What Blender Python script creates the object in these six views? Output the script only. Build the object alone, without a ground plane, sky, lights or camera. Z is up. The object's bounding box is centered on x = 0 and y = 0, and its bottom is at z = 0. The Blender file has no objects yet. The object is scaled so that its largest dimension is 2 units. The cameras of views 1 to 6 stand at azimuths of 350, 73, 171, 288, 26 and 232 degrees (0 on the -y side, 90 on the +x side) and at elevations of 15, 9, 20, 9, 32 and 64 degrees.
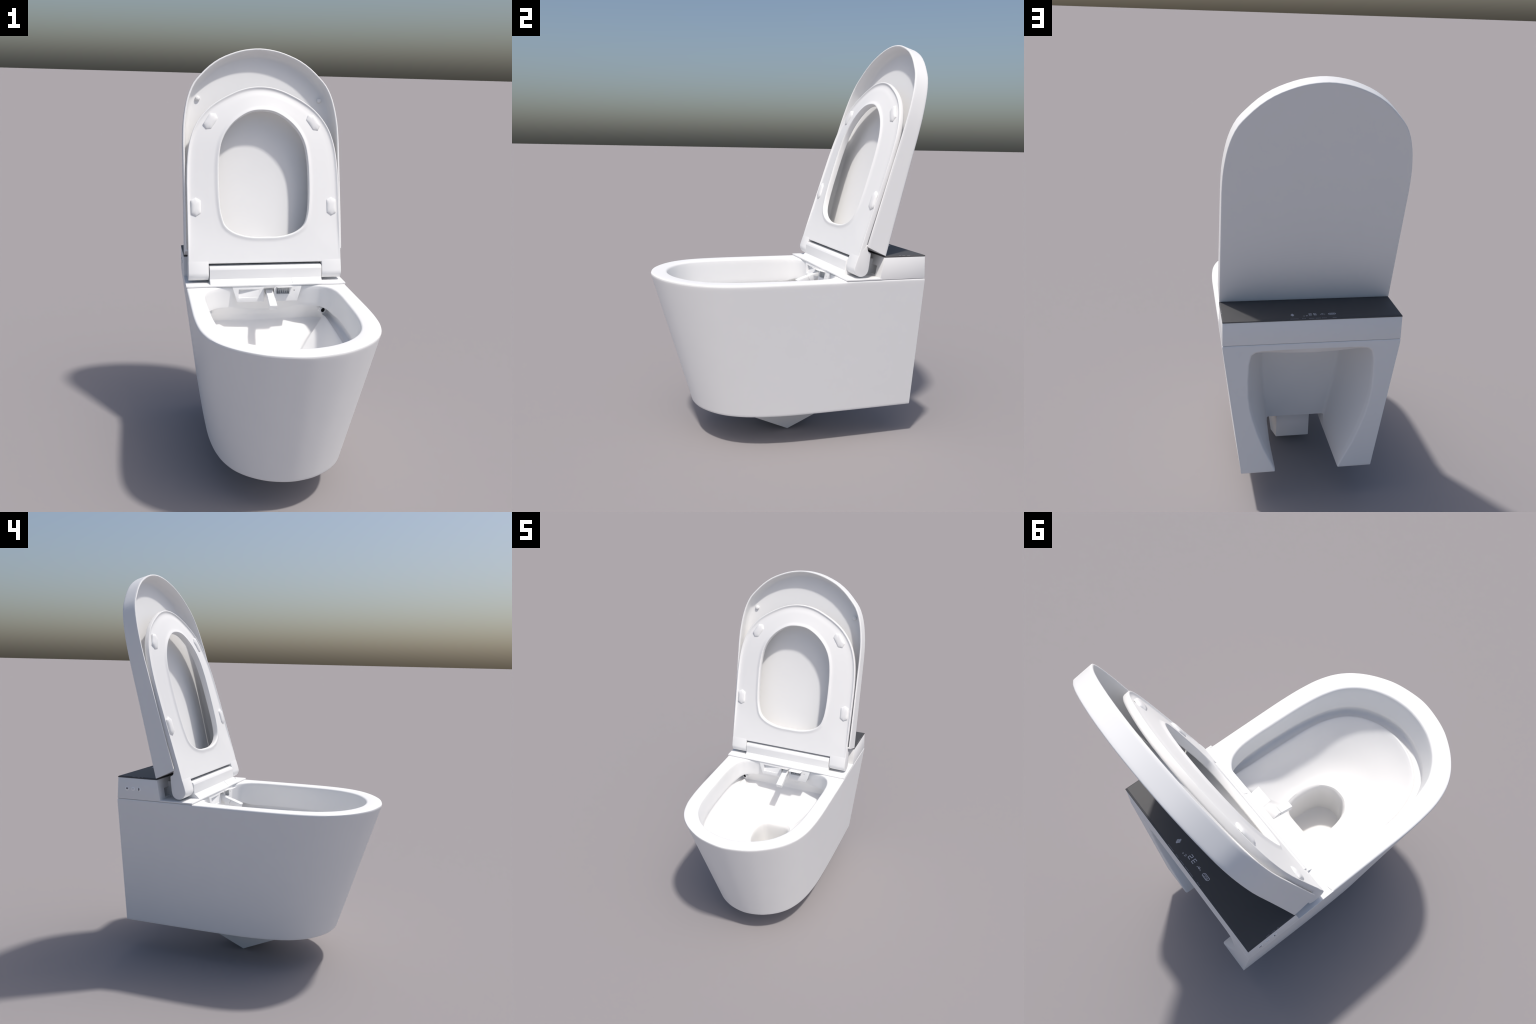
"""Wall-hung smart toilet with its lid and seat raised, built part by part."""
import bpy, bmesh, math
from mathutils import Vector, Matrix

# ------------------------------------------------------------------ helpers
COL = bpy.context.scene.collection


def spline(pts, per=10):
    """Centripetal Catmull-Rom through 2D points; a third item 'c' marks a sharp corner."""
    runs, cur = [], []
    for p in pts:
        cur.append((p[0], p[1]))
        if len(p) > 2 and len(cur) > 1:
            runs.append(cur)
            cur = [(p[0], p[1])]
    if len(cur) > 1:
        runs.append(cur)
    out = []
    for run in runs:
        P = [Vector(p) for p in run]
        if len(P) == 2:
            seg = [P[0].lerp(P[1], i / 4) for i in range(4)]
            out += seg
            last = P[1]
            continue
        Q = [P[0] * 2 - P[1]] + P + [P[-1] * 2 - P[-2]]
        # mirrored ends: keep the slope horizontal where the outline meets the mirror plane
        if abs(P[0].x) < 1e-9:
            Q[0] = Vector((-P[1].x, P[1].y))
        if abs(P[-1].x) < 1e-9:
            Q[-1] = Vector((-P[-2].x, P[-2].y))
        for i in range(1, len(Q) - 2):
            p0, p1, p2, p3 = Q[i - 1:i + 3]
            t0 = 0.0
            t1 = t0 + (p1 - p0).length ** 0.5
            t2 = t1 + (p2 - p1).length ** 0.5
            t3 = t2 + (p3 - p2).length ** 0.5
            for k in range(per):
                t = t1 + (t2 - t1) * k / per
                a1 = p0 * ((t1 - t) / (t1 - t0)) + p1 * ((t - t0) / (t1 - t0))
                a2 = p1 * ((t2 - t) / (t2 - t1)) + p2 * ((t - t1) / (t2 - t1))
                a3 = p2 * ((t3 - t) / (t3 - t2)) + p3 * ((t - t2) / (t3 - t2))
                b1 = a1 * ((t2 - t) / (t2 - t0)) + a2 * ((t - t0) / (t2 - t0))
                b2 = a2 * ((t3 - t) / (t3 - t1)) + a3 * ((t - t1) / (t3 - t1))
                out.append(b1 * ((t2 - t) / (t2 - t1)) + b2 * ((t - t1) / (t2 - t1)))
        last = P[-1]
    out.append(last)
    return out


def smooth01(t):
    t = max(0.0, min(1.0, t))
    return t * t * (3 - 2 * t)


def mirror_closed(half):
    """Half outline from x = 0 to x = 0 on the +x side -> closed outline."""
    back = [Vector((-p.x, p.y)) for p in reversed(half[1:-1])]
    return list(half) + back


def star(outline, centre, angles):
    """Radius of a closed outline around a centre at the given angles."""
    cx, cy = centre
    n = len(outline)
    res = []
    for a in angles:
        dx, dy = math.cos(a), math.sin(a)
        best = 0.0
        for i in range(n):
            p, q = outline[i], outline[(i + 1) % n]
            ex, ey = q.x - p.x, q.y - p.y
            det = ex * dy - ey * dx
            if abs(det) < 1e-12:
                continue
            fx, fy = p.x - cx, p.y - cy
            r = (ex * fy - ey * fx) / det
            u = (dx * fy - dy * fx) / det
            if -1e-9 <= u <= 1 + 1e-9 and r > best:
                best = r
        res.append(best)
    return res


def inset(outline, d):
    """Offset a counter-clockwise closed outline inward by d with mitred corners."""
    n = len(outline)
    area = sum(outline[i].x * outline[(i + 1) % n].y - outline[(i + 1) % n].x * outline[i].y for i in range(n))
    sg = 1 if area > 0 else -1
    out = []
    for i in range(n):
        p, a, b = outline[i], outline[i - 1], outline[(i + 1) % n]
        e1, e2 = (p - a).normalized(), (b - p).normalized()
        n1, n2 = Vector((-e1.y, e1.x)) * sg, Vector((-e2.y, e2.x)) * sg
        m = (n1 + n2).normalized()
        out.append(p + m * (d / max(0.35, m.dot(n1))))
    return out


def mesh_object(name, verts, faces, mat, parent=None, smooth=35, matrix=None, recalc=True):
    me = bpy.data.meshes.new(name)
    me.from_pydata([tuple(v) for v in verts], [], faces)
    if recalc:
        bm = bmesh.new()
        bm.from_mesh(me)
        bmesh.ops.remove_doubles(bm, verts=bm.verts, dist=1e-6)
        bmesh.ops.recalc_face_normals(bm, faces=bm.faces)
        bm.to_mesh(me)
        bm.free()
    if matrix is not None:
        me.transform(matrix)
    finish_mesh(me, smooth)
    me.materials.append(mat)
    ob = bpy.data.objects.new(name, me)
    COL.objects.link(ob)
    if parent is not None:
        ob.parent = parent
    return ob


def finish_mesh(me, smooth):
    if smooth:
        me.shade_smooth()
        me.set_sharp_from_angle(angle=math.radians(smooth))


def loft(rings, cap_start=True, cap_end=True):
    verts, faces = [], []
    n = len(rings[0])
    for r in rings:
        verts += r
    for k in range(len(rings) - 1):
        for i in range(n):
            j = (i + 1) % n
            faces.append((k * n + i, k * n + j, (k + 1) * n + j, (k + 1) * n + i))
    if cap_start:
        faces.append(tuple(reversed(range(n))))
    if cap_end:
        faces.append(tuple(range((len(rings) - 1) * n, len(rings) * n)))
    return verts, faces


def bevelled(name, verts, faces, mat, parent, width=0.003, seg=3, smooth=35, matrix=None, angle=25):
    """Mesh whose hard edges are rounded by a real bevel."""
    bm = bmesh.new()
    vs = [bm.verts.new(v) for v in verts]
    for f in faces:
        bm.faces.new([vs[i] for i in f])
    bmesh.ops.recalc_face_normals(bm, faces=bm.faces)
    es = [e for e in bm.edges if len(e.link_faces) == 2 and e.calc_face_angle(0) > math.radians(angle)]
    if width:
        bmesh.ops.bevel(bm, geom=es, offset=width, segments=seg, profile=0.5, affect='EDGES', clamp_overlap=True)
    me = bpy.data.meshes.new(name)
    bm.to_mesh(me)
    bm.free()
    if matrix is not None:
        me.transform(matrix)
    finish_mesh(me, smooth)
    me.materials.append(mat)
    ob = bpy.data.objects.new(name, me)
    COL.objects.link(ob)
    ob.parent = parent
    return ob


def box(lo, hi):
    x0, y0, z0 = lo
    x1, y1, z1 = hi
    v = [(x0, y0, z0), (x1, y0, z0), (x1, y1, z0), (x0, y1, z0), (x0, y0, z1), (x1, y0, z1), (x1, y1, z1), (x0, y1, z1)]
    f = [(0, 3, 2, 1), (4, 5, 6, 7), (0, 1, 5, 4), (1, 2, 6, 5), (2, 3, 7, 6), (3, 0, 4, 7)]
    return v, f


def extrude_x(profile, x0, x1):
    """Prism of a (y, z) profile between two x planes."""
    n = len(profile)
    v = [(x0, p[0], p[1]) for p in profile] + [(x1, p[0], p[1]) for p in profile]
    f = [(i, (i + 1) % n, n + (i + 1) % n, n + i) for i in range(n)]
    f += [tuple(reversed(range(n))), tuple(range(n, 2 * n))]
    return v, f


def boolean(ob, cutters):
    """Cut the cutter meshes out of ob and bake the result."""
    for c in cutters:
        m = ob.modifiers.new("cut", 'BOOLEAN')
        m.operation, m.solver, m.object = 'DIFFERENCE', 'EXACT', c
    dg = bpy.context.evaluated_depsgraph_get()
    me = bpy.data.meshes.new_from_object(ob.evaluated_get(dg))
    ob.modifiers.clear()
    old = ob.data
    ob.data = me
    me.name = old.name
    bpy.data.meshes.remove(old)
    for c in cutters:
        bpy.data.objects.remove(c)


# ---------------------------------------------------------------- materials
def material(name, colour, rough, spec=0.5, grain=0.0, coat=0.0):
    m = bpy.data.materials.new(name)
    m.use_nodes = True
    nt = m.node_tree
    b = nt.nodes["Principled BSDF"]
    b.inputs["Roughness"].default_value = rough
    b.inputs["Specular IOR Level"].default_value = spec
    b.inputs["Coat Weight"].default_value = coat
    tc = nt.nodes.new("ShaderNodeTexCoord")
    no = nt.nodes.new("ShaderNodeTexNoise")
    no.inputs["Scale"].default_value = 9.0
    no.inputs["Detail"].default_value = 3.0
    ramp = nt.nodes.new("ShaderNodeValToRGB")
    lo = [c * (1 - grain) for c in colour]
    hi = [min(1, c * (1 + grain)) for c in colour]
    ramp.color_ramp.elements[0].position = 0.3
    ramp.color_ramp.elements[1].position = 0.7
    ramp.color_ramp.elements[0].color = (*lo, 1)
    ramp.color_ramp.elements[1].color = (*hi, 1)
    nt.links.new(tc.outputs["Object"], no.inputs["Vector"])
    nt.links.new(no.outputs["Fac"], ramp.inputs["Fac"])
    nt.links.new(ramp.outputs["Color"], b.inputs["Base Color"])
    return m


CERAMIC = material("white_ceramic", (0.80, 0.80, 0.80), 0.45, 0.3, 0.004)
PLASTIC = material("white_plastic", (0.80, 0.80, 0.80), 0.5, 0.3, 0.004)
GLASS = material("black_control_glass", (0.066, 0.066, 0.069), 0.6, 0.4, 0.01)
MARK = material("pale_display_mark", (0.68, 0.69, 0.74), 0.5, 0.3)
HOLE = material("near_black", (0.008, 0.008, 0.009), 0.7, 0.2)
BUTTON = material("pale_button", (0.93, 0.93, 0.94), 0.5, 0.3)
CAPTION = material("dim_caption", (0.30, 0.30, 0.33), 0.5, 0.3)
ICON = material("dark_button_icon", (0.17, 0.17, 0.19), 0.6, 0.2)
ICON_PALE = material("grey_button_icon", (0.60, 0.60, 0.62), 0.6, 0.2)

toilet = bpy.data.objects.new("wall_hung_toilet", None)
COL.objects.link(toilet)
toilet["label"] = "white wall-hung smart toilet with raised seat and lid"
toilet["category"] = "toilet"

# ============================================================ ceramic body
RIM_Z, BASE_Z, BACK_Y = 0.847, 0.168, 0.621
CENTRE = (0.0, -0.06)

outer_top = mirror_closed(spline([(0, -.663), (.085, -.652), (.157, -.631), (.21, -.604), (.268, -.564), (.323, -.509),
                                  (.362, -.446), (.388, -.366), (.400, -.28), (.4055, -.18), (.4065, -.05, 'c'),
                                  (.4065, BACK_Y, 'c'), (0, BACK_Y)]))
outer_base = mirror_closed(spline([(0, -.453), (.09, -.438), (.15, -.410), (.2, -.373), (.240, -.327), (.274, -.262),
                                   (.296, -.19), (.309, -.115), (.317, -.03), (.320, .1), (.3195, .3),
                                   (.3150, BACK_Y, 'c'), (0, BACK_Y)]))
rim_inner = mirror_closed(spline([(0, -.578), (.08, -.568), (.14, -.547), (.2, -.511), (.243, -.470), (.2815, -.41),
                                  (.306, -.33), (.319, -.23), (.326, -.06), (.328, .05), (.321, .125), (.300, .175),
                                  (.258, .205), (.17, .218), (0, .222)]))
wall_foot = mirror_closed(spline([(0, -.556), (.08, -.545), (.14, -.524), (.2, -.487), (.240, -.448), (.270, -.400),
                                  (.300, -.32), (.317, -.225), (.328, -.06), (.330, .05), (.325, .115), (.312, .162),
                                  (.286, .194), (.245, .214), (.205, .225), (.165, .238), (.125, .255), (.07, .273), (0, .281)]))
channel = mirror_closed(spline([(0, -.556), (.08, -.545), (.14, -.524), (.2, -.487), (.240, -.448), (.270, -.400),
                                (.300, -.32), (.317, -.225), (.329, -.06), (.331, .08), (.331, .170), (.326, .232),
                                (.308, .266), (.27, .280), (.21, .285), (.12, .288), (0, .290)]))
drain = mirror_closed(spline([(0, -.192), (.032, -.188), (.060, -.172), (.083, -.148), (.097, -.112), (.105, -.06),
                              (.1035, -.008), (.090, .030), (.064, .046), (.03, .049), (0, .049)]))

angles = [2 * math.pi * i / 288 for i in range(288)]
for corner in ((.4065, BACK_Y), (-.4065, BACK_Y)):
    angles.append(math.atan2(corner[1] - CENTRE[1], corner[0] - CENTRE[0]) % (2 * math.pi))
angles.sort()
R_base = star(outer_base, CENTRE, angles)
R_top = star(outer_top, CENTRE, angles)
R_rim = star(rim_inner, CENTRE, angles)
R_foot = star(wall_foot, CENTRE, angles)
R_chan = star(channel, CENTRE, angles)
R_drain = star(drain, CENTRE, angles)


def ring(radii, z, grow=0.0):
    out = []
    for a, r in zip(angles, radii):
        zz = z(r) if callable(z) else z
        out.append(Vector((CENTRE[0] + math.cos(a) * (r + grow), CENTRE[1] + math.sin(a) * (r + grow), zz)))
    return out


def corner_ring(z):
    """Outer wall section at height z: ruled between base and rim outlines by arc position."""
    t = (z - BASE_Z) / (RIM_Z - BASE_Z)
    out = []
    for p, q in zip(base_pts, top_pts):
        out.append(Vector((p.x + (q.x - p.x) * t, p.y + (q.y - p.y) * t, z)))
    return out


top_pts = ring(R_top, 0)


def half_sections(outline, shoulder_y):
    """Dense half outline cut into the front arc, the flank and the back."""
    half = [p for p in outline[:len(outline) // 2 + 1]]
    c = max(range(len(half)), key=lambda i: half[i].x + half[i].y * .5)
    m = min(range(c), key=lambda i: abs(half[i].y - shoulder_y))
    return half[:m + 1], half[m:c + 1], half[c:]


def length_at(run, p):
    best, pos, total = 1e9, 0.0, 0.0
    for a, b in zip(run, run[1:]):
        e = b - a
        t = max(0, min(1, (p - a).dot(e) / max(e.length_squared, 1e-12)))
        dist = (a + e * t - p).length
        if dist < best:
            best, pos = dist, total + e.length * t
        total += e.length
    return best, pos / total


def at_length(run, u):
    total = sum((b - a).length for a, b in zip(run, run[1:]))
    left = u * total
    for a, b in zip(run, run[1:]):
        L = (b - a).length
        if left <= L + 1e-12:
            return a.lerp(b, left / L if L else 0)
        left -= L
    return run[-1]


# the base outline follows the rim outline arc by arc: front arc, flank, back
top_runs = half_sections(outer_top, -.19)
base_runs = half_sections(outer_base, -.085)
base_pts = []
for q in top_pts:
    p = Vector((abs(q.x), q.y))
    k, (_, u) = min(((k, length_at(run, p)) for k, run in enumerate(top_runs)), key=lambda kv: kv[1][0])
    w = at_length(base_runs[k], u)
    base_pts.append(Vector((math.copysign(w.x, q.x), w.y, BASE_Z)))


def shrink(pts, d, z):
    """Section pulled in by d everywhere except across the flat back."""
    flat = inset([Vector((p.x, p.y)) for p in pts], 1.0)
    out = []
    for p, q in zip(pts, flat):
        k = d * (1 - .6 * smooth01((p.y - .19) / .04)) if z > .5 else d
        out.append(Vector((p.x + (q.x - p.x) * k, min(p.y + (q.y - p.y) * k, BACK_Y), z)))
    return out


# the flushing channel runs round the front and sides and dies out behind the jets
K_ch = [1 - smooth01((CENTRE[1] + math.sin(a) * r - .235) / .035) for a, r in zip(angles, R_chan)]


R_lip = [r - .0120 - .0275 * k for r, k in zip(R_chan, K_ch)]
R_soft = [sum(R_lip[(i + j) % len(R_lip)] for j in range(-32, 33)) / 65 for i in range(len(R_lip))]
# the wall's foot line rises into the rear corners
foot_z = [.7125 + .024 * smooth01((CENTRE[1] + math.sin(a) * r - .13) / .09) * smooth01((abs(math.cos(a) * r) - .02) / .17)
          - .011 * smooth01((CENTRE[1] + math.sin(a) * r - .2) / .08) for a, r in zip(angles, R_foot)]
rings = []
rings.append(shrink(corner_ring(BASE_Z), 0.012, BASE_Z))
rings.append(shrink(corner_ring(BASE_Z), 0.0035, BASE_Z))
rings.append(shrink(corner_ring(BASE_Z + .001), 0.0012, BASE_Z + .0008))
rings.append(corner_ring(BASE_Z + .0035))
rings.append(corner_ring(BASE_Z + .012))
for k in range(1, 8):
    rings.append(corner_ring(BASE_Z + .006 + (RIM_Z - .018 - BASE_Z) * k / 8))
rings.append(corner_ring(RIM_Z - .024))
rings.append(corner_ring(RIM_Z - .012))
rings.append(shrink(corner_ring(RIM_Z - .006), .0010, RIM_Z - .0065))
rings.append(shrink(corner_ring(RIM_Z - .002), .0035, RIM_Z - .0025))
rings.append(shrink(corner_ring(RIM_Z), .0075, RIM_Z - .0004))
rings.append(shrink(corner_ring(RIM_Z), .0125, RIM_Z))
rings.append(ring(R_rim, RIM_Z, .012))
rings.append(ring(R_rim, RIM_Z - .0010, .0065))
rings.append(ring(R_rim, RIM_Z - .0040, .0020))
rings.append(ring(R_rim, RIM_Z - .010, 0))
for k in range(1, 7):
    t = k / 6
    rr = [a + (b - a) * t for a, b in zip(R_rim, R_foot)]
    rings.append([Vector((p.x, p.y, RIM_Z - .010 + (z + .004 - RIM_Z + .010) * t)) for p, z in zip(ring(rr, 0), foot_z)])
rings.append([Vector((p.x, p.y, z)) for p, z in zip(ring(R_foot, 0, .0012), foot_z)])
# undercut flushing channel below the rim wall
steps = ((.0035, .7085), (.0060, .699), (.0058, .686), (.0030, .677), (-.003, .6725), (-.010, .671), (-.020, .672),
         (-.0275, .676), (-.0310, .6805), (-.0325, .6815), (-.0355, .6815))
for i, (g, zc) in enumerate(steps):
    u = (i + 1) / len(steps)
    row = []
    for a, rf, rc, k, fz in zip(angles, R_foot, R_chan, K_ch, foot_z):
        w = u ** 1.1
        rb = rf + (rc - rf) * min(1, w) - .010 * max(0, u - .6) / .4
        zb = fz - .004 * u - (fz - .650) * u ** 1.15 * .97
        r, z = rb + (rc + g - rb) * k, zb + (zc - zb) * k
        row.append(Vector((CENTRE[0] + math.cos(a) * r, CENTRE[1] + math.sin(a) * r, z)))
    rings.append(row)
# bowl
dirs = [(smooth01((math.sin(a) + .15) / .9), smooth01((-math.sin(a) - .1) / .9)) for a in angles]
for k in range(0, 25):
    t = k / 24
    row = []
    for a, r0, rs, r1, kc, (bk, fr) in zip(angles, R_lip, R_soft, R_drain, K_ch, dirs):
        r0 += (rs - r0) * smooth01(t * 2.2)
        high = .644 + .035 * kc
        steep = 1.7 - .32 * bk + .3 * fr
        low = .505 + .003 * bk - .006 * fr
        r = r0 + (r1 + .017 - r0) * t
        row.append(Vector((CENTRE[0] + math.cos(a) * r, CENTRE[1] + math.sin(a) * r, low + (high - low) * (1 - t) ** steep)))
    rings.append(row)
rings.append(ring(R_drain, .4985, .0095))
rings.append(ring(R_drain, .4920, .0045))
rings.append(ring(R_drain, .4820, .0012))
rings.append(ring(R_drain, .466, -.001))
for k in range(1, 6):
    rings.append(ring(R_drain, .466 - (.466 - .285) * k / 5, -.001 - .005 * k / 5))
rings.append(ring(R_drain, .276, -.008))
rings.append(ring(R_drain, .272, -.014))
rings.append(ring([r * .4 for r in R_drain], .271))
v, f = loft(rings)
body = mesh_object("ceramic_body", v, f, CERAMIC, toilet, smooth=0)

# cavity at the back, open to the wall and to the floor
open_sec = [(0, .813), (.12, .813), (.22, .812), (.258, .807), (.276, .792), (.285, .75), (.288, .67), (.286, .59),
            (.277, .52), (.262, .455), (.240, .385), (.211, .305), (.181, .24), (.153, .18), (.150, .10)]
deep_sec = [(0, .772), (.07, .772), (.13, .772), (.165, .768), (.184, .752), (.190, .70), (.189, .62), (.186, .55),
            (.181, .48), (.174, .42), (.167, .36), (.159, .30), (.152, .25), (.150, .18), (.150, .10)]


def section(half, y, grow=0.0):
    pts = [(x + (grow if x > 0 else 0), z + (grow if i < 5 else 0)) for i, (x, z) in enumerate(half)]
    full = pts + [(-x, z) for x, z in reversed(pts[1:])]
    out = []
    for x, z in full:
        yy = y(z) if callable(y) else y
        out.append(Vector((x, yy, z)))
    return out


def mix_sec(t):
    """Cavity section at depth t: flanks sweep in early, the ceiling rolls over a soft lip that sags in the middle."""
    roll = 1 - (1 - min(1, t / .16)) ** 2
    out = []
    for i, (a, b) in enumerate(zip(open_sec, deep_sec)):
        side = t ** (1.3 if i < 6 else max(.66, 1.3 - .11 * (i - 5)))
        x = a[0] + (b[0] - a[0]) * side
        if i < 5:
            sag = .031 * (1 - (a[0] / .29) ** 2) + .003
            z = a[1] - sag * roll + (b[1] - a[1] + sag) * max(0, (t - .16) / .84)
        else:
            z = a[1] + (b[1] - a[1]) * side
        out.append((x, z))
    return out


def deep_y(depth):
    return lambda z: BACK_Y + (.34 - .06 * min(1, max(0, (.68 - z) / .43)) - BACK_Y) * depth


cav = [section(open_sec, BACK_Y + .02, .0078), section(open_sec, BACK_Y - .0002, .0070), section(open_sec, BACK_Y - .0012, .0040),
       section(open_sec, BACK_Y - .0034, .0016), section(open_sec, BACK_Y - .0070, .0002)]
for t in (.055, .075, .1, .13, .16, .21, .28, .38, .5, .62, .75, .87, .94):
    cav.append(section(mix_sec(t), deep_y(t)))
cav.append(section([(x * .985, z - .004 if i < 5 else z) for i, (x, z) in enumerate(mix_sec(.98))], deep_y(.98)))
cav.append(section([(x * .94, z - .012 if i < 5 else z) for i, (x, z) in enumerate(deep_sec)], deep_y(1.0)))
v, f = loft(cav)
cutter = mesh_object("cavity_cutter", v, f, CERAMIC, smooth=0)
v, f = box((-.1495, .12, .08), (.1495, .36, .2495))
slot = mesh_object("slot_cutter", v, f, CERAMIC, smooth=0)
boolean(body, [cutter, slot])
finish_mesh(body.data, 38)

# drain outlet hanging below the bowl
prof = [(-.345, .19), (-.345, .167), (.036, .0), (.221, .082), (.221, .30), (.10, .30), (.10, .19)]
v, f = extrude_x(prof, -.088, .088)
bevelled("drain_outlet", v, f, CERAMIC, toilet, width=.002, seg=2)

# flush jets in the rear corners of the channel
for sx in (1, -1):
    n = 28
    turn = Matrix.Translation((sx * .2975, .219, .7065)) @ Matrix.Rotation(sx * math.radians(14), 4, 'Z')
    rg = []
    for r, y in ((.0185, .03), (.0185, .002), (.0165, 0), (.0118, -.0006), (.0112, .004), (.0112, .012)):
        rg.append([Vector((r * math.cos(2 * math.pi * i / n), y, r * math.sin(2 * math.pi * i / n))) for i in range(n)])
    v, f = loft(rg, True, False)
    jet = mesh_object("flush_jet", v, f, CERAMIC, toilet, matrix=turn)
    disc = [Vector((.0113 * math.cos(2 * math.pi * i / n), .0022, .0113 * math.sin(2 * math.pi * i / n))) for i in range(n)]
    disc2 = [Vector((p.x, .008, p.z)) for p in disc]
    v, f = loft([disc, disc2])
    mesh_object("jet_opening", v, f, HOLE, jet, matrix=turn)

# ============================================================ bidet unit
v, f = box((-.4060, .2095, .8484), (.4060, .3900, .856))
unit = bevelled("bidet_unit", v, f, PLASTIC, toilet, width=.0012, seg=2)
cut = []
for sx in (1, -1):
    top, low = [(.372, .2185), (.400, .2125), (.400, .2165)], []
    tri = [Vector((sx * x, y, .870)) for x, y in top]
    bot = [Vector((sx * x, y, .8535)) for x, y in top]
    v, f = loft([bot, tri])
    cut.append(mesh_object("groove_cutter", v, f, PLASTIC, smooth=0))
boolean(unit, cut)
finish_mesh(unit.data, 35)

prof = [(.3802, .8484), (.6200, .8484), (.6155, .957), (.3995, .957)]
v, f = extrude_x(prof, -.4055, .4055)
housing = bevelled("rear_housing", v, f, PLASTIC, unit, width=.0022, seg=2)
# openings in its front beside the hinge
cut = []
for sx in (1, -1):
    lo, hi = sorted((sx * .288, sx * .343))
    v, f = box((lo, .36, .8640), (hi, .418, .9075))
    cut.append(mesh_object("shaft_cutter", v, f, PLASTIC, smooth=0))
boolean(housing, cut)
finish_mesh(housing.data, 35)
# axle box between the hinge knuckles
v, f = box((-.2892, .300, .8550), (.2892, .4005, .9350))
bevelled("axle_box", v, f, PLASTIC, housing, width=.003, seg=2)

# control glass with a chamfer round its top
def plate_ring(x, y0, y1, z):
    return [Vector((-x, y0, z)), Vector((x, y0, z)), Vector((x, y1, z)), Vector((-x, y1, z))]


v, f = loft([plate_ring(.4055, .400, .6165, .9575), plate_ring(.4055, .400, .6165, .9605),
             plate_ring(.4045, .400, .6150, .9622), plate_ring(.4005, .401, .6085, .9650)])
glass = mesh_object("control_glass", v, f, GLASS, unit, smooth=20)

# hinge cover and its nozzle door
prof = [(.216, .852), (.2215, .8545), (.2475, .8775), (.2505, .925), (.2560, .9345), (.2665, .9395), (.3150, .9405),
        (.3400, .920), (.3400, .852)]
v, f = extrude_x(prof, -.2865, .2865)
cover = bevelled("hinge_cover", v, f, PLASTIC, unit, width=.0018, seg=2)
for x0, x1 in ((-.2855, .1255), (.1300, .2855)):
    prof = [(.2120, .8550), (.2175, .8550), (.2468, .8790), (.2475, .8740), (.222, .852)]
    v, f = extrude_x(prof, x0, x1)
    bevelled("nozzle_door", v, f, PLASTIC, cover, width=.0008, seg=1)

# dispenser panel under the deck's front edge
prof = [(-.179, .850), (.179, .850), (.1535, .768), (-.1535, .768)]
vf = [Vector((x, .2120 - (.846 - z) * .13, z)) for x, z in prof]
vb = [Vector((x, .262, z)) for x, z in prof]
v, f = loft([vf, vb])
panel = bevelled("dispenser_panel", v, f, PLASTIC, unit, width=.0022, seg=2)
cut = []
# scooped pocket on the left, deepest in its upper left corner
pv = [(-.147, .19, .8345), (-.036, .19, .8345), (-.036, .19, .790), (-.147, .19, .787),
      (-.1435, .236, .832), (-.040, .2108, .832), (-.040, .2062, .793), (-.1435, .2105, .791)]
pf = [(0, 1, 2, 3), (7, 6, 5), (7, 5, 4), (0, 4, 5, 1), (1, 5, 6, 2), (2, 6, 7, 3), (3, 7, 4, 0)]
cut.append(mesh_object("pocket_cutter", pv, pf, PLASTIC, smooth=0))
v, f = box((-.0185, .18, .760), (.0345, .255, .835))
cut.append(mesh_object("slot_cutter", v, f, PLASTIC, smooth=0))
v, f = box((.0465, .18, .8045), (.1135, .240, .8405))
cut.append(mesh_object("vent_cutter", v, f, PLASTIC, smooth=0))
# star-shaped sensor dimple
sc = Vector((.1375, .2085, .8225))
ray = [(.0125, 0), (.0028, .0028), (0, .0125), (-.0028, .0028), (-.0125, 0), (-.0028, -.0028), (0, -.0125), (.0028, -.0028)]
front = [Vector((sc.x + x * 1.15, .198, sc.z + z * 1.15)) for x, z in ray]
tip = [Vector((sc.x + x * .05, .2165, sc.z + z * .05)) for x, z in ray]
v, f = loft([front, tip])
cut.append(mesh_object("star_cutter", v, f, PLASTIC, smooth=0))
boolean(panel, cut)
finish_mesh(panel.data, 30)
# dryer vent slats
v, f = box((-.0009, .219, .8055), (.0009, .239, .8395))
slat = None
for i in range(5):
    if slat is None:
        slat = bevelled("vent_slat", v, f, PLASTIC, panel, width=0)
        ob = slat
    else:
        ob = slat.copy()
        COL.objects.link(ob)
    ob.location.x = .0577 + i * .0112
# flaps standing open above the vent and above the wand
for nm, x0, x1, y0, z0, y1, z1 in (("vent_flap", .0455, .1265, .2120, .8395, .1670, .8525), ("wand_flap", -.0215, .0345, .2090, .8370, .1770, .8540)):
    prof = [(y0, z0 + .0012), (y0, z0 - .0012), (y1, z1 - .0010), (y1, z1 + .0008)]
    v, f = extrude_x(prof, x0, x1)
    bevelled(nm, v, f, PLASTIC, panel, width=.0006, seg=1)

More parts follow.
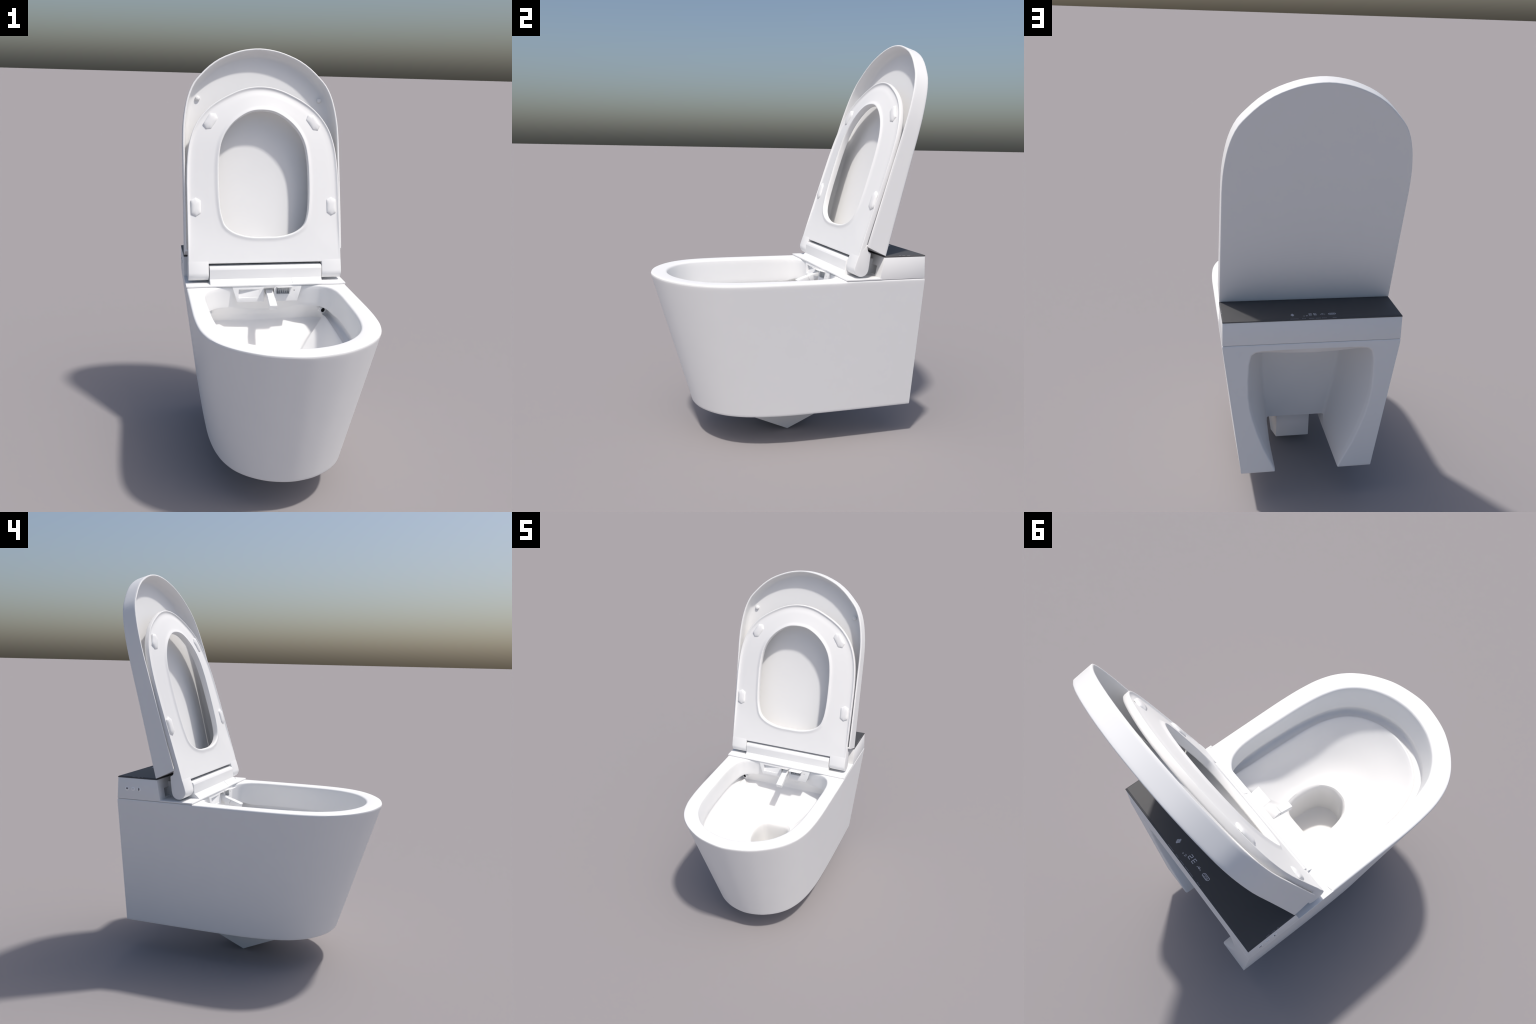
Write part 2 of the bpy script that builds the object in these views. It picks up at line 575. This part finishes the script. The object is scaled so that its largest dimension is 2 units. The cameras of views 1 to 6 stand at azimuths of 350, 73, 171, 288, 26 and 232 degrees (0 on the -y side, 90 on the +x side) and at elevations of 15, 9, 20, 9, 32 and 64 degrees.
# spray wand sliding out of the slot
slope = math.atan2(.8275 - .7845, .214 - .0935)
wm = Matrix.Translation((.0105, .0935, .7845)) @ Matrix.Rotation(slope, 4, 'X')
v, f = box((-.0185, 0, -.026), (.0185, .062, 0))
wand = bevelled("spray_wand", v, f, PLASTIC, unit, width=.0016, seg=2, matrix=wm)
v, f = box((-.0172, .0628, -.029), (.0172, .185, -.0008))
bevelled("wand_shaft", v, f, PLASTIC, wand, width=.0012, seg=2, matrix=wm)
for k, y in enumerate((.012, .022)):
    n = 12
    c = [Vector((.002 - .003 * k + .0016 * math.cos(2 * math.pi * i / n), y + .0016 * math.sin(2 * math.pi * i / n), -.001)) for i in range(n)]
    v, f = loft([c, [Vector((p.x, p.y, .0003)) for p in c]])
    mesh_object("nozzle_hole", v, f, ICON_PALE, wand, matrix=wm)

# ============================================================ lid
TILT = math.radians(16.29)
O = Vector((0, .309, 1.0105))
# columns: x, back normal n, up the lid s
LID = Matrix(((1, 0, 0, O.x), (0, math.cos(TILT), math.sin(TILT), O.y), (0, -math.sin(TILT), math.cos(TILT), O.z), (0, 0, 0, 1)))


def lid_back(s):
    return .1066 - .0520 * s + .0125 * s * s


lid_out = mirror_closed(spline([(0, 1.0305), (.052, 1.0265), (.102, 1.0165), (.154, .9990), (.211, .9725), (.264, .935), (.311, .889),
                                (.344, .850), (.368, .802), (.384, .750), (.395, .691), (.402, .630), (.4050, .55, 'c'), (.4050, 0, 'c'),
                                (0, 0)], per=2))


def lid_ring(d, n_of):
    pts = inset(lid_out, d)
    out = []
    for p in pts:
        n = n_of(p.y)
        low = max(0, 1 - p.y / .5)
        out.append(Vector((p.x, n, p.y - .018 * (n / .1066) * low)))
    return out


rg = [lid_ring(.014, lambda s: lid_back(s)), lid_ring(.0045, lambda s: lid_back(s)), lid_ring(.0022, lambda s: lid_back(s) - .0006),
      lid_ring(.0006, lambda s: lid_back(s) - .0022), lid_ring(0, lambda s: lid_back(s) - .0045), lid_ring(0, lambda s: lid_back(s) - .012), lid_ring(0, lambda s: lid_back(s) * .5), lid_ring(0, lambda s: .010), lid_ring(0, lambda s: .0035),
      lid_ring(.0010, lambda s: .0010), lid_ring(.0030, lambda s: 0), lid_ring(.0070, lambda s: 0), lid_ring(.0088, lambda s: .0015),
      lid_ring(.0098, lambda s: .006), lid_ring(.0100, lambda s: .35 * (lid_back(s) - .010))]
for k in range(9):
    a = math.pi / 2 * k / 8
    rr = .025
    rg.append(lid_ring(.0106 + rr * (1 - math.cos(a)), lambda s, a=a: (lid_back(s) - .0042) * (1 - .50 * (1 - math.sin(a)))))
v, f = loft(rg)
lid = mesh_object("lid", v, f, PLASTIC, toilet, smooth=40, matrix=LID)

for sx in (1, -1):
    rg = []
    n = 20
    s0 = .783
    base = lid_back(s0) - .0042
    for r, h in ((.0125, -.002), (.0125, .006), (.0118, .0095), (.0095, .012), (.006, .0133), (.002, .0138)):
        rg.append([Vector((sx * .321 + r * math.cos(2 * math.pi * i / n), base - h, s0 + r * math.sin(2 * math.pi * i / n))) for i in range(n)])
    v, f = loft(rg)
    mesh_object("lid_buffer", v, f, PLASTIC, lid, smooth=60, matrix=LID)

# ============================================================ seat
seat_out = mirror_closed(spline([(0, .8325), (.05, .8285), (.107, .814), (.166, .788), (.223, .756), (.273, .719), (.319, .667),
                                 (.350, .614), (.368, .563), (.380, .508), (.388, .43), (.3915, .34, 'c'), (.3915, -.066, 'c'),
                                 (0, -.066)]))
seat_hole = mirror_closed(spline([(0, .705), (.05, .700), (.09, .684), (.147, .643), (.19, .590), (.215, .532), (.2275, .452),
                                  (.2305, .36), (.2285, .25), (.2205, .178), (.202, .125), (.165, .0935), (.115, .0745),
                                  (.06, .0655), (0, .0648)]))
SC = (0, .36)
sang = [2 * math.pi * i / 240 for i in range(240)]
for cx in (.3915, -.3915):
    sang.append(math.atan2(-.066 - SC[1], cx) % (2 * math.pi))
sang.sort()
So, Sh = star(seat_out, SC, sang), star(seat_hole, SC, sang)


def rim_n(s):
    return -.0248 + .0165 * max(0, s) / .83


def seat_pt(i, w, n_fn, out=0.0, inn=0.0):
    """Point on ray i: w = 0 at the outer edge, 1 at the hole; plus small absolute shifts."""
    a = sang[i]
    r = (So[i] - out) * (1 - w) + (Sh[i] + inn) * w
    x, s = SC[0] + r * math.cos(a), SC[1] + r * math.sin(a)
    return Vector((x, n_fn(s), s))


def seat_ring(w, n_fn, out=0.0, inn=0.0):
    return [seat_pt(i, w, n_fn, out, inn) for i in range(len(sang))]


def back_n(s):
    return .0045 + .0150 * max(0, s) / .83


def dish(s):
    """Depth of the hollow underside: nothing at the hinge, deepest half way up."""
    return .0060 * smooth01((s + .075) / .22)


def lip_n(s):
    return -.0260


rg = []
# front (underside) from the outer edge to the hole
rg.append(seat_ring(0, lambda s: rim_n(s) + .0035))
rg.append(seat_ring(0, lambda s: rim_n(s) + .0010, .0010))
rg.append(seat_ring(0, lambda s: rim_n(s), .0030))
rg.append(seat_ring(0, lambda s: rim_n(s) + .02 * dish(s), .0055))
for d, k in ((.0080, .30), (.0110, .65), (.0150, .90), (.0220, 1.0)):
    rg.append(seat_ring(0, lambda s, k=k: rim_n(s) + k * dish(s), d))


def face(w, roll=0.0):
    """Underside between groove and hole: rises gently, then faster, to the lip of the hole."""
    k = .85 * w + .15 * w ** 3
    return lambda s: (rim_n(s) + dish(s)) * (1 - k) + lip_n(s) * k + roll


for w in (.25, .4, .55, .66, .74):
    rg.append(seat_ring(w, face(w), .006, .0045))
for d, k, roll in ((.028, .80, .0), (.0210, .85, -.0002), (.0155, .89, -.0016), (.0105, .93, -.0030), (.0070, .97, -.0034), (.0040, 1, -.0028)):
    rg.append(seat_ring(1, face(k, roll), 0, d))
rg.append(seat_ring(1, lambda s: lip_n(s) - .0008, 0, .0018))
rg.append(seat_ring(1, lambda s: lip_n(s) + .0026, 0, .0003))
rg.append(seat_ring(1, lambda s: lip_n(s) + .0080, 0, 0))
hole_n = lambda s: -.0010 + .008 * max(0, s) / .83
rg.append(seat_ring(1, lambda s: hole_n(s) - .005, 0, 0))
# back (sitting side)
rg.append(seat_ring(1, lambda s: hole_n(s) - .001, 0, .002))
rg.append(seat_ring(1, lambda s: hole_n(s) + .0015, 0, .008))
rg.append(seat_ring(1, lambda s: .5 * (hole_n(s) + back_n(s)) + .001, 0, .03))
rg.append(seat_ring(.5, back_n))
rg.append(seat_ring(0, back_n, .014))
rg.append(seat_ring(0, lambda s: back_n(s) - .0012, .006))
rg.append(seat_ring(0, lambda s: back_n(s) - .0045, .0015))
rg.append(seat_ring(0, lambda s: back_n(s) - .009, 0))
rg.append(seat_ring(0, lambda s: rim_n(s) + .0035))
v, f = loft(rg, False, False)
seat = mesh_object("seat", v, f, PLASTIC, toilet, smooth=40, matrix=LID)

# hinge knuckles at the foot of the seat
prof = [(-.0150, -.020), (-.0225, -.040), (-.0258, -.062), (-.0272, -.100)]
for k in range(0, 17):
    a = math.radians(172 + (352 - 172) * k / 16)
    prof.append((.0096 + .0368 * math.cos(a), -.111 + .0368 * math.sin(a)))
prof += [(.0455, -.100), (.0335, -.030), (.0312, -.0245), (.0255, -.0225), (.0170, -.0205), (.0120, -.0140), (.0085, -.002), (.002, .008), (-.004, .004)]
for sx in (1, -1):
    x0, x1 = sorted((sx * .2905, sx * .3918))
    v, f = extrude_x(prof, x0, x1)
    bevelled("hinge_knuckle", v, f, PLASTIC, seat, width=.003, seg=3, matrix=LID, angle=60, smooth=40)


def bumper(x, s, lean, lift):
    """Soft pad: long six-sided dome, its tips along the seat's edge."""
    hexa = [(0, .0470), (.0245, .0330), (.0245, -.0330), (0, -.0470), (-.0245, -.0330), (-.0245, .0330)]
    dense = []
    for i in range(6):
        a, b = Vector(hexa[i]), Vector(hexa[(i + 1) % 6])
        dense += [a.lerp(b, k / 4) for k in range(4)]
    rot = Matrix.Rotation(lean, 2)
    rg = []
    for sc, h in ((1.0, -.003), (1.0, .0020), (.95, .0055), (.84, .0090), (.68, .0116), (.46, .0134), (.2, .0142)):
        row = []
        for p in dense:
            long = Vector((p.x * sc, p.y * (sc * .6 + .4 * (1 if sc > .9 else sc ** .7))))
            q = rot @ long
            row.append(Vector((x + q.x, lift + (.0142 - h) * .72, s + q.y)))
        rg.append(row)
    v, f = loft(rg)
    return mesh_object("seat_bumper", v, f, PLASTIC, seat, smooth=55, matrix=LID)


for sx in (1, -1):
    bumper(sx * .3485, .218, 0, -.0270)
    bumper(sx * .265, .649, sx * math.radians(33), -.0210)

# ============================================================ marks
GZ = .9650


def flat_bars(name, bars, z, mat, parent, matrix=None):
    """Thin raised strokes: each bar is (x0, y0, x1, y1, width)."""
    v, f = [], []
    for x0, y0, x1, y1, w in bars:
        d = Vector((x1 - x0, y1 - y0))
        L = d.length
        d.normalize()
        n = Vector((-d.y, d.x)) * (w / 2)
        a, b = Vector((x0, y0)) - d * w * .2, Vector((x1, y1)) + d * w * .2
        k = len(v)
        for zz in (z - .0004, z + .0004):
            v += [(a.x + n.x, a.y + n.y, zz), (b.x + n.x, b.y + n.y, zz), (b.x - n.x, b.y - n.y, zz), (a.x - n.x, a.y - n.y, zz)]
        f += [(k, k + 3, k + 2, k + 1), (k + 4, k + 5, k + 6, k + 7)]
        f += [(k + i, k + (i + 1) % 4, k + 4 + (i + 1) % 4, k + 4 + i) for i in range(4)]
    ob = mesh_object(name, v, f, mat, parent, smooth=0, matrix=matrix, recalc=False)
    return ob


def digit(x, y, w, h, segs, t):
    """Seven-segment strokes; reading direction +x, top +y."""
    P = {'a': (0, h, w, h), 'b': (w, h / 2, w, h), 'c': (w, 0, w, h / 2), 'd': (0, 0, w, 0), 'e': (0, 0, 0, h / 2),
         'f': (0, h / 2, 0, h), 'g': (0, h / 2, w, h / 2)}
    return [(x + P[k][0], y + P[k][1], x + P[k][2], y + P[k][3], t) for k in segs]


bars = digit(-.0175, .5650, .0115, .0175, "abcdg", .0023) + digit(.0050, .5650, .0115, .0175, "abged", .0023)
flat_bars("temperature_digits", bars, GZ, MARK, glass)
arc = []
for k in range(8):
    a0, a1 = math.radians(60 + 30 * k), math.radians(60 + 30 * (k + 1))
    arc.append((.0295 + .0042 * math.cos(a0), .5860 + .0036 * math.sin(a0), .0295 + .0042 * math.cos(a1), .5860 + .0036 * math.sin(a1), .0019))
for k in range(8):
    a0, a1 = math.radians(45 * k), math.radians(45 * (k + 1))
    arc.append((.0412 + .0015 * math.cos(a0), .5882 + .0019 * math.sin(a0), .0412 + .0015 * math.cos(a1), .5882 + .0019 * math.sin(a1), .0023))
flat_bars("degree_sign", arc, GZ, MARK, glass)
# seat-heat icon: broad drop made of strokes
drop = [(.0845, .5735, .0985, .5735, .0046), (.0860, .5765, .0975, .5765, .0046), (.0880, .5795, .0955, .5795, .0042),
        (.0890, .5830, .0940, .5830, .0042), (.0868, .5705, .0960, .5705, .0046), (.0885, .5672, .0895, .5618, .0026), (.0925, .5672, .0925, .5618, .0026),
        (.0885, .5625, .0925, .5625, .0026)]
flat_bars("spray_icon", drop, GZ, MARK, glass)
fan = [(-.0345, .5775, -.0400, .5745, .0019), (-.0400, .5745, -.0450, .5735, .0019), (-.0450, .5735, -.0500, .5745, .0019),
       (-.0500, .5745, -.0560, .5775, .0019), (-.0415, .5740, -.0405, .5705, .0017), (-.0455, .5735, -.0465, .5695, .0017), (-.0470, .5770, -.0430, .5760, .0019)]
flat_bars("airflow_icon", fan, GZ, MARK, glass)
r = .0022
bx0, bx1, by0, by1 = -.1050, -.0722, .5678, .5812
box_bars = [(bx0 + r, by0, bx1 - .006, by0, .0019), (bx0 + .006, by1, bx1 - r, by1, .0019), (bx0, by0 + r, bx0, by1 - .004, .0019),
            (bx1, by0 + .004, bx1, by1 - r, .0019), (bx0, by1 - .004, bx0 + .006, by1, .0019), (bx1 - .006, by0, bx1, by0 + .004, .0019),
            (bx0, by0 + r, bx0 + r, by0, .0019), (bx1 - r, by1, bx1, by1 - r, .0019)]
flat_bars("eco_frame", box_bars, GZ, MARK, glass)
cu = bpy.data.curves.new("eco_text", 'FONT')
cu.body, cu.size, cu.extrude, cu.align_x, cu.align_y = "ECO", .0115, .0004, 'CENTER', 'CENTER'
to = bpy.data.objects.new("eco_tmp", cu)
COL.objects.link(to)
me = bpy.data.meshes.new_from_object(to.evaluated_get(bpy.context.evaluated_depsgraph_get()))
bpy.data.objects.remove(to)
me.transform(Matrix.Translation(((bx0 + bx1) / 2, (by0 + by1) / 2, GZ)))
me.materials.clear()
me.materials.append(MARK)
eco = bpy.data.objects.new("eco_text", me)
COL.objects.link(eco)
eco.parent = glass
# small captions along the chamfers of the glass
chamfer = math.atan2(.9650 - .9622, .0065)
cm = Matrix.Translation((0, .6118, .9638)) @ Matrix.Rotation(-chamfer, 4, 'X')
caps = []
for x0, x1, step in ((.071, .107, .0045), (.038, .060, .0060), (.000, .024, .0030), (-.030, -.006, .0030), (-.056, -.034, .0055), (-.101, -.083, .0030)):
    x = x0
    while x + step * .7 < x1:
        caps.append((x, 0, x + step * .6, 0, .0016))
        x += step
flat_bars("caption", caps, 0, CAPTION, glass, cm)["kind"] = "stuff"
for sx in (1, -1):
    sm = Matrix.Translation((sx * .4027, 0, .9637)) @ Matrix.Rotation(sx * math.atan2(.0028, .004), 4, 'Y')
    caps = []
    for y0, y1, step in ((.478, .486, .004), (.494, .510, .003), (.520, .536, .004)):
        y = y0
        while y + step * .7 < y1:
            caps.append((0, y, 0, y + step * .6, .0014))
            y += step
    flat_bars("caption", caps, 0, CAPTION, glass, sm)["kind"] = "stuff"

# side buttons
SIDE = -.4055


def side_disc(y, z, r, depth, name, mat, parent):
    n = 28
    rg = []
    for rr, d in ((r, -.002), (r, depth - .0005), (r - .0006, depth)):
        rg.append([Vector((SIDE - d, y + rr * math.cos(2 * math.pi * i / n), z + rr * math.sin(2 * math.pi * i / n))) for i in range(n)])
    v, f = loft(rg)
    return mesh_object(name, v, f, mat, parent, smooth=40)


SM = Matrix(((0, 0, -1, SIDE - .0013), (1, 0, 0, 0), (0, 1, 0, 0), (0, 0, 0, 1)))
icons = {
    .5647: ("seat_icon", [(.5597, .9005, .5690, .9005, .0017), (.5597, .9075, .5690, .9075, .0017), (.5597, .9005, .5597, .9075, .0017),
                           (.5690, .9005, .5690, .9075, .0017), (.5610, .9030, .5680, .9030, .0025)], ICON),
    .5316: ("dryer_icon", [(.5262, .9060, .5295, .9030, .0012), (.5295, .9030, .5340, .9030, .0012), (.5340, .9030, .5370, .9060, .0012),
                           (.5316, .9015, .5316, .8970, .0012)], ICON_PALE),
    .4987: ("wash_icon", [(.4987, .9105, .4962, .9040, .0020), (.4987, .9105, .5012, .9040, .0020), (.4962, .9040, .4987, .8945, .0020),
                          (.5012, .9040, .4987, .8945, .0020), (.4987, .9080, .4987, .8980, .0030)], ICON),
}
for y, (nm, bars, mt) in icons.items():
    b = side_disc(y, .9025, .0112, .0010, "side_button", BUTTON, unit)
    flat_bars(nm, bars, 0, mt, b, SM)
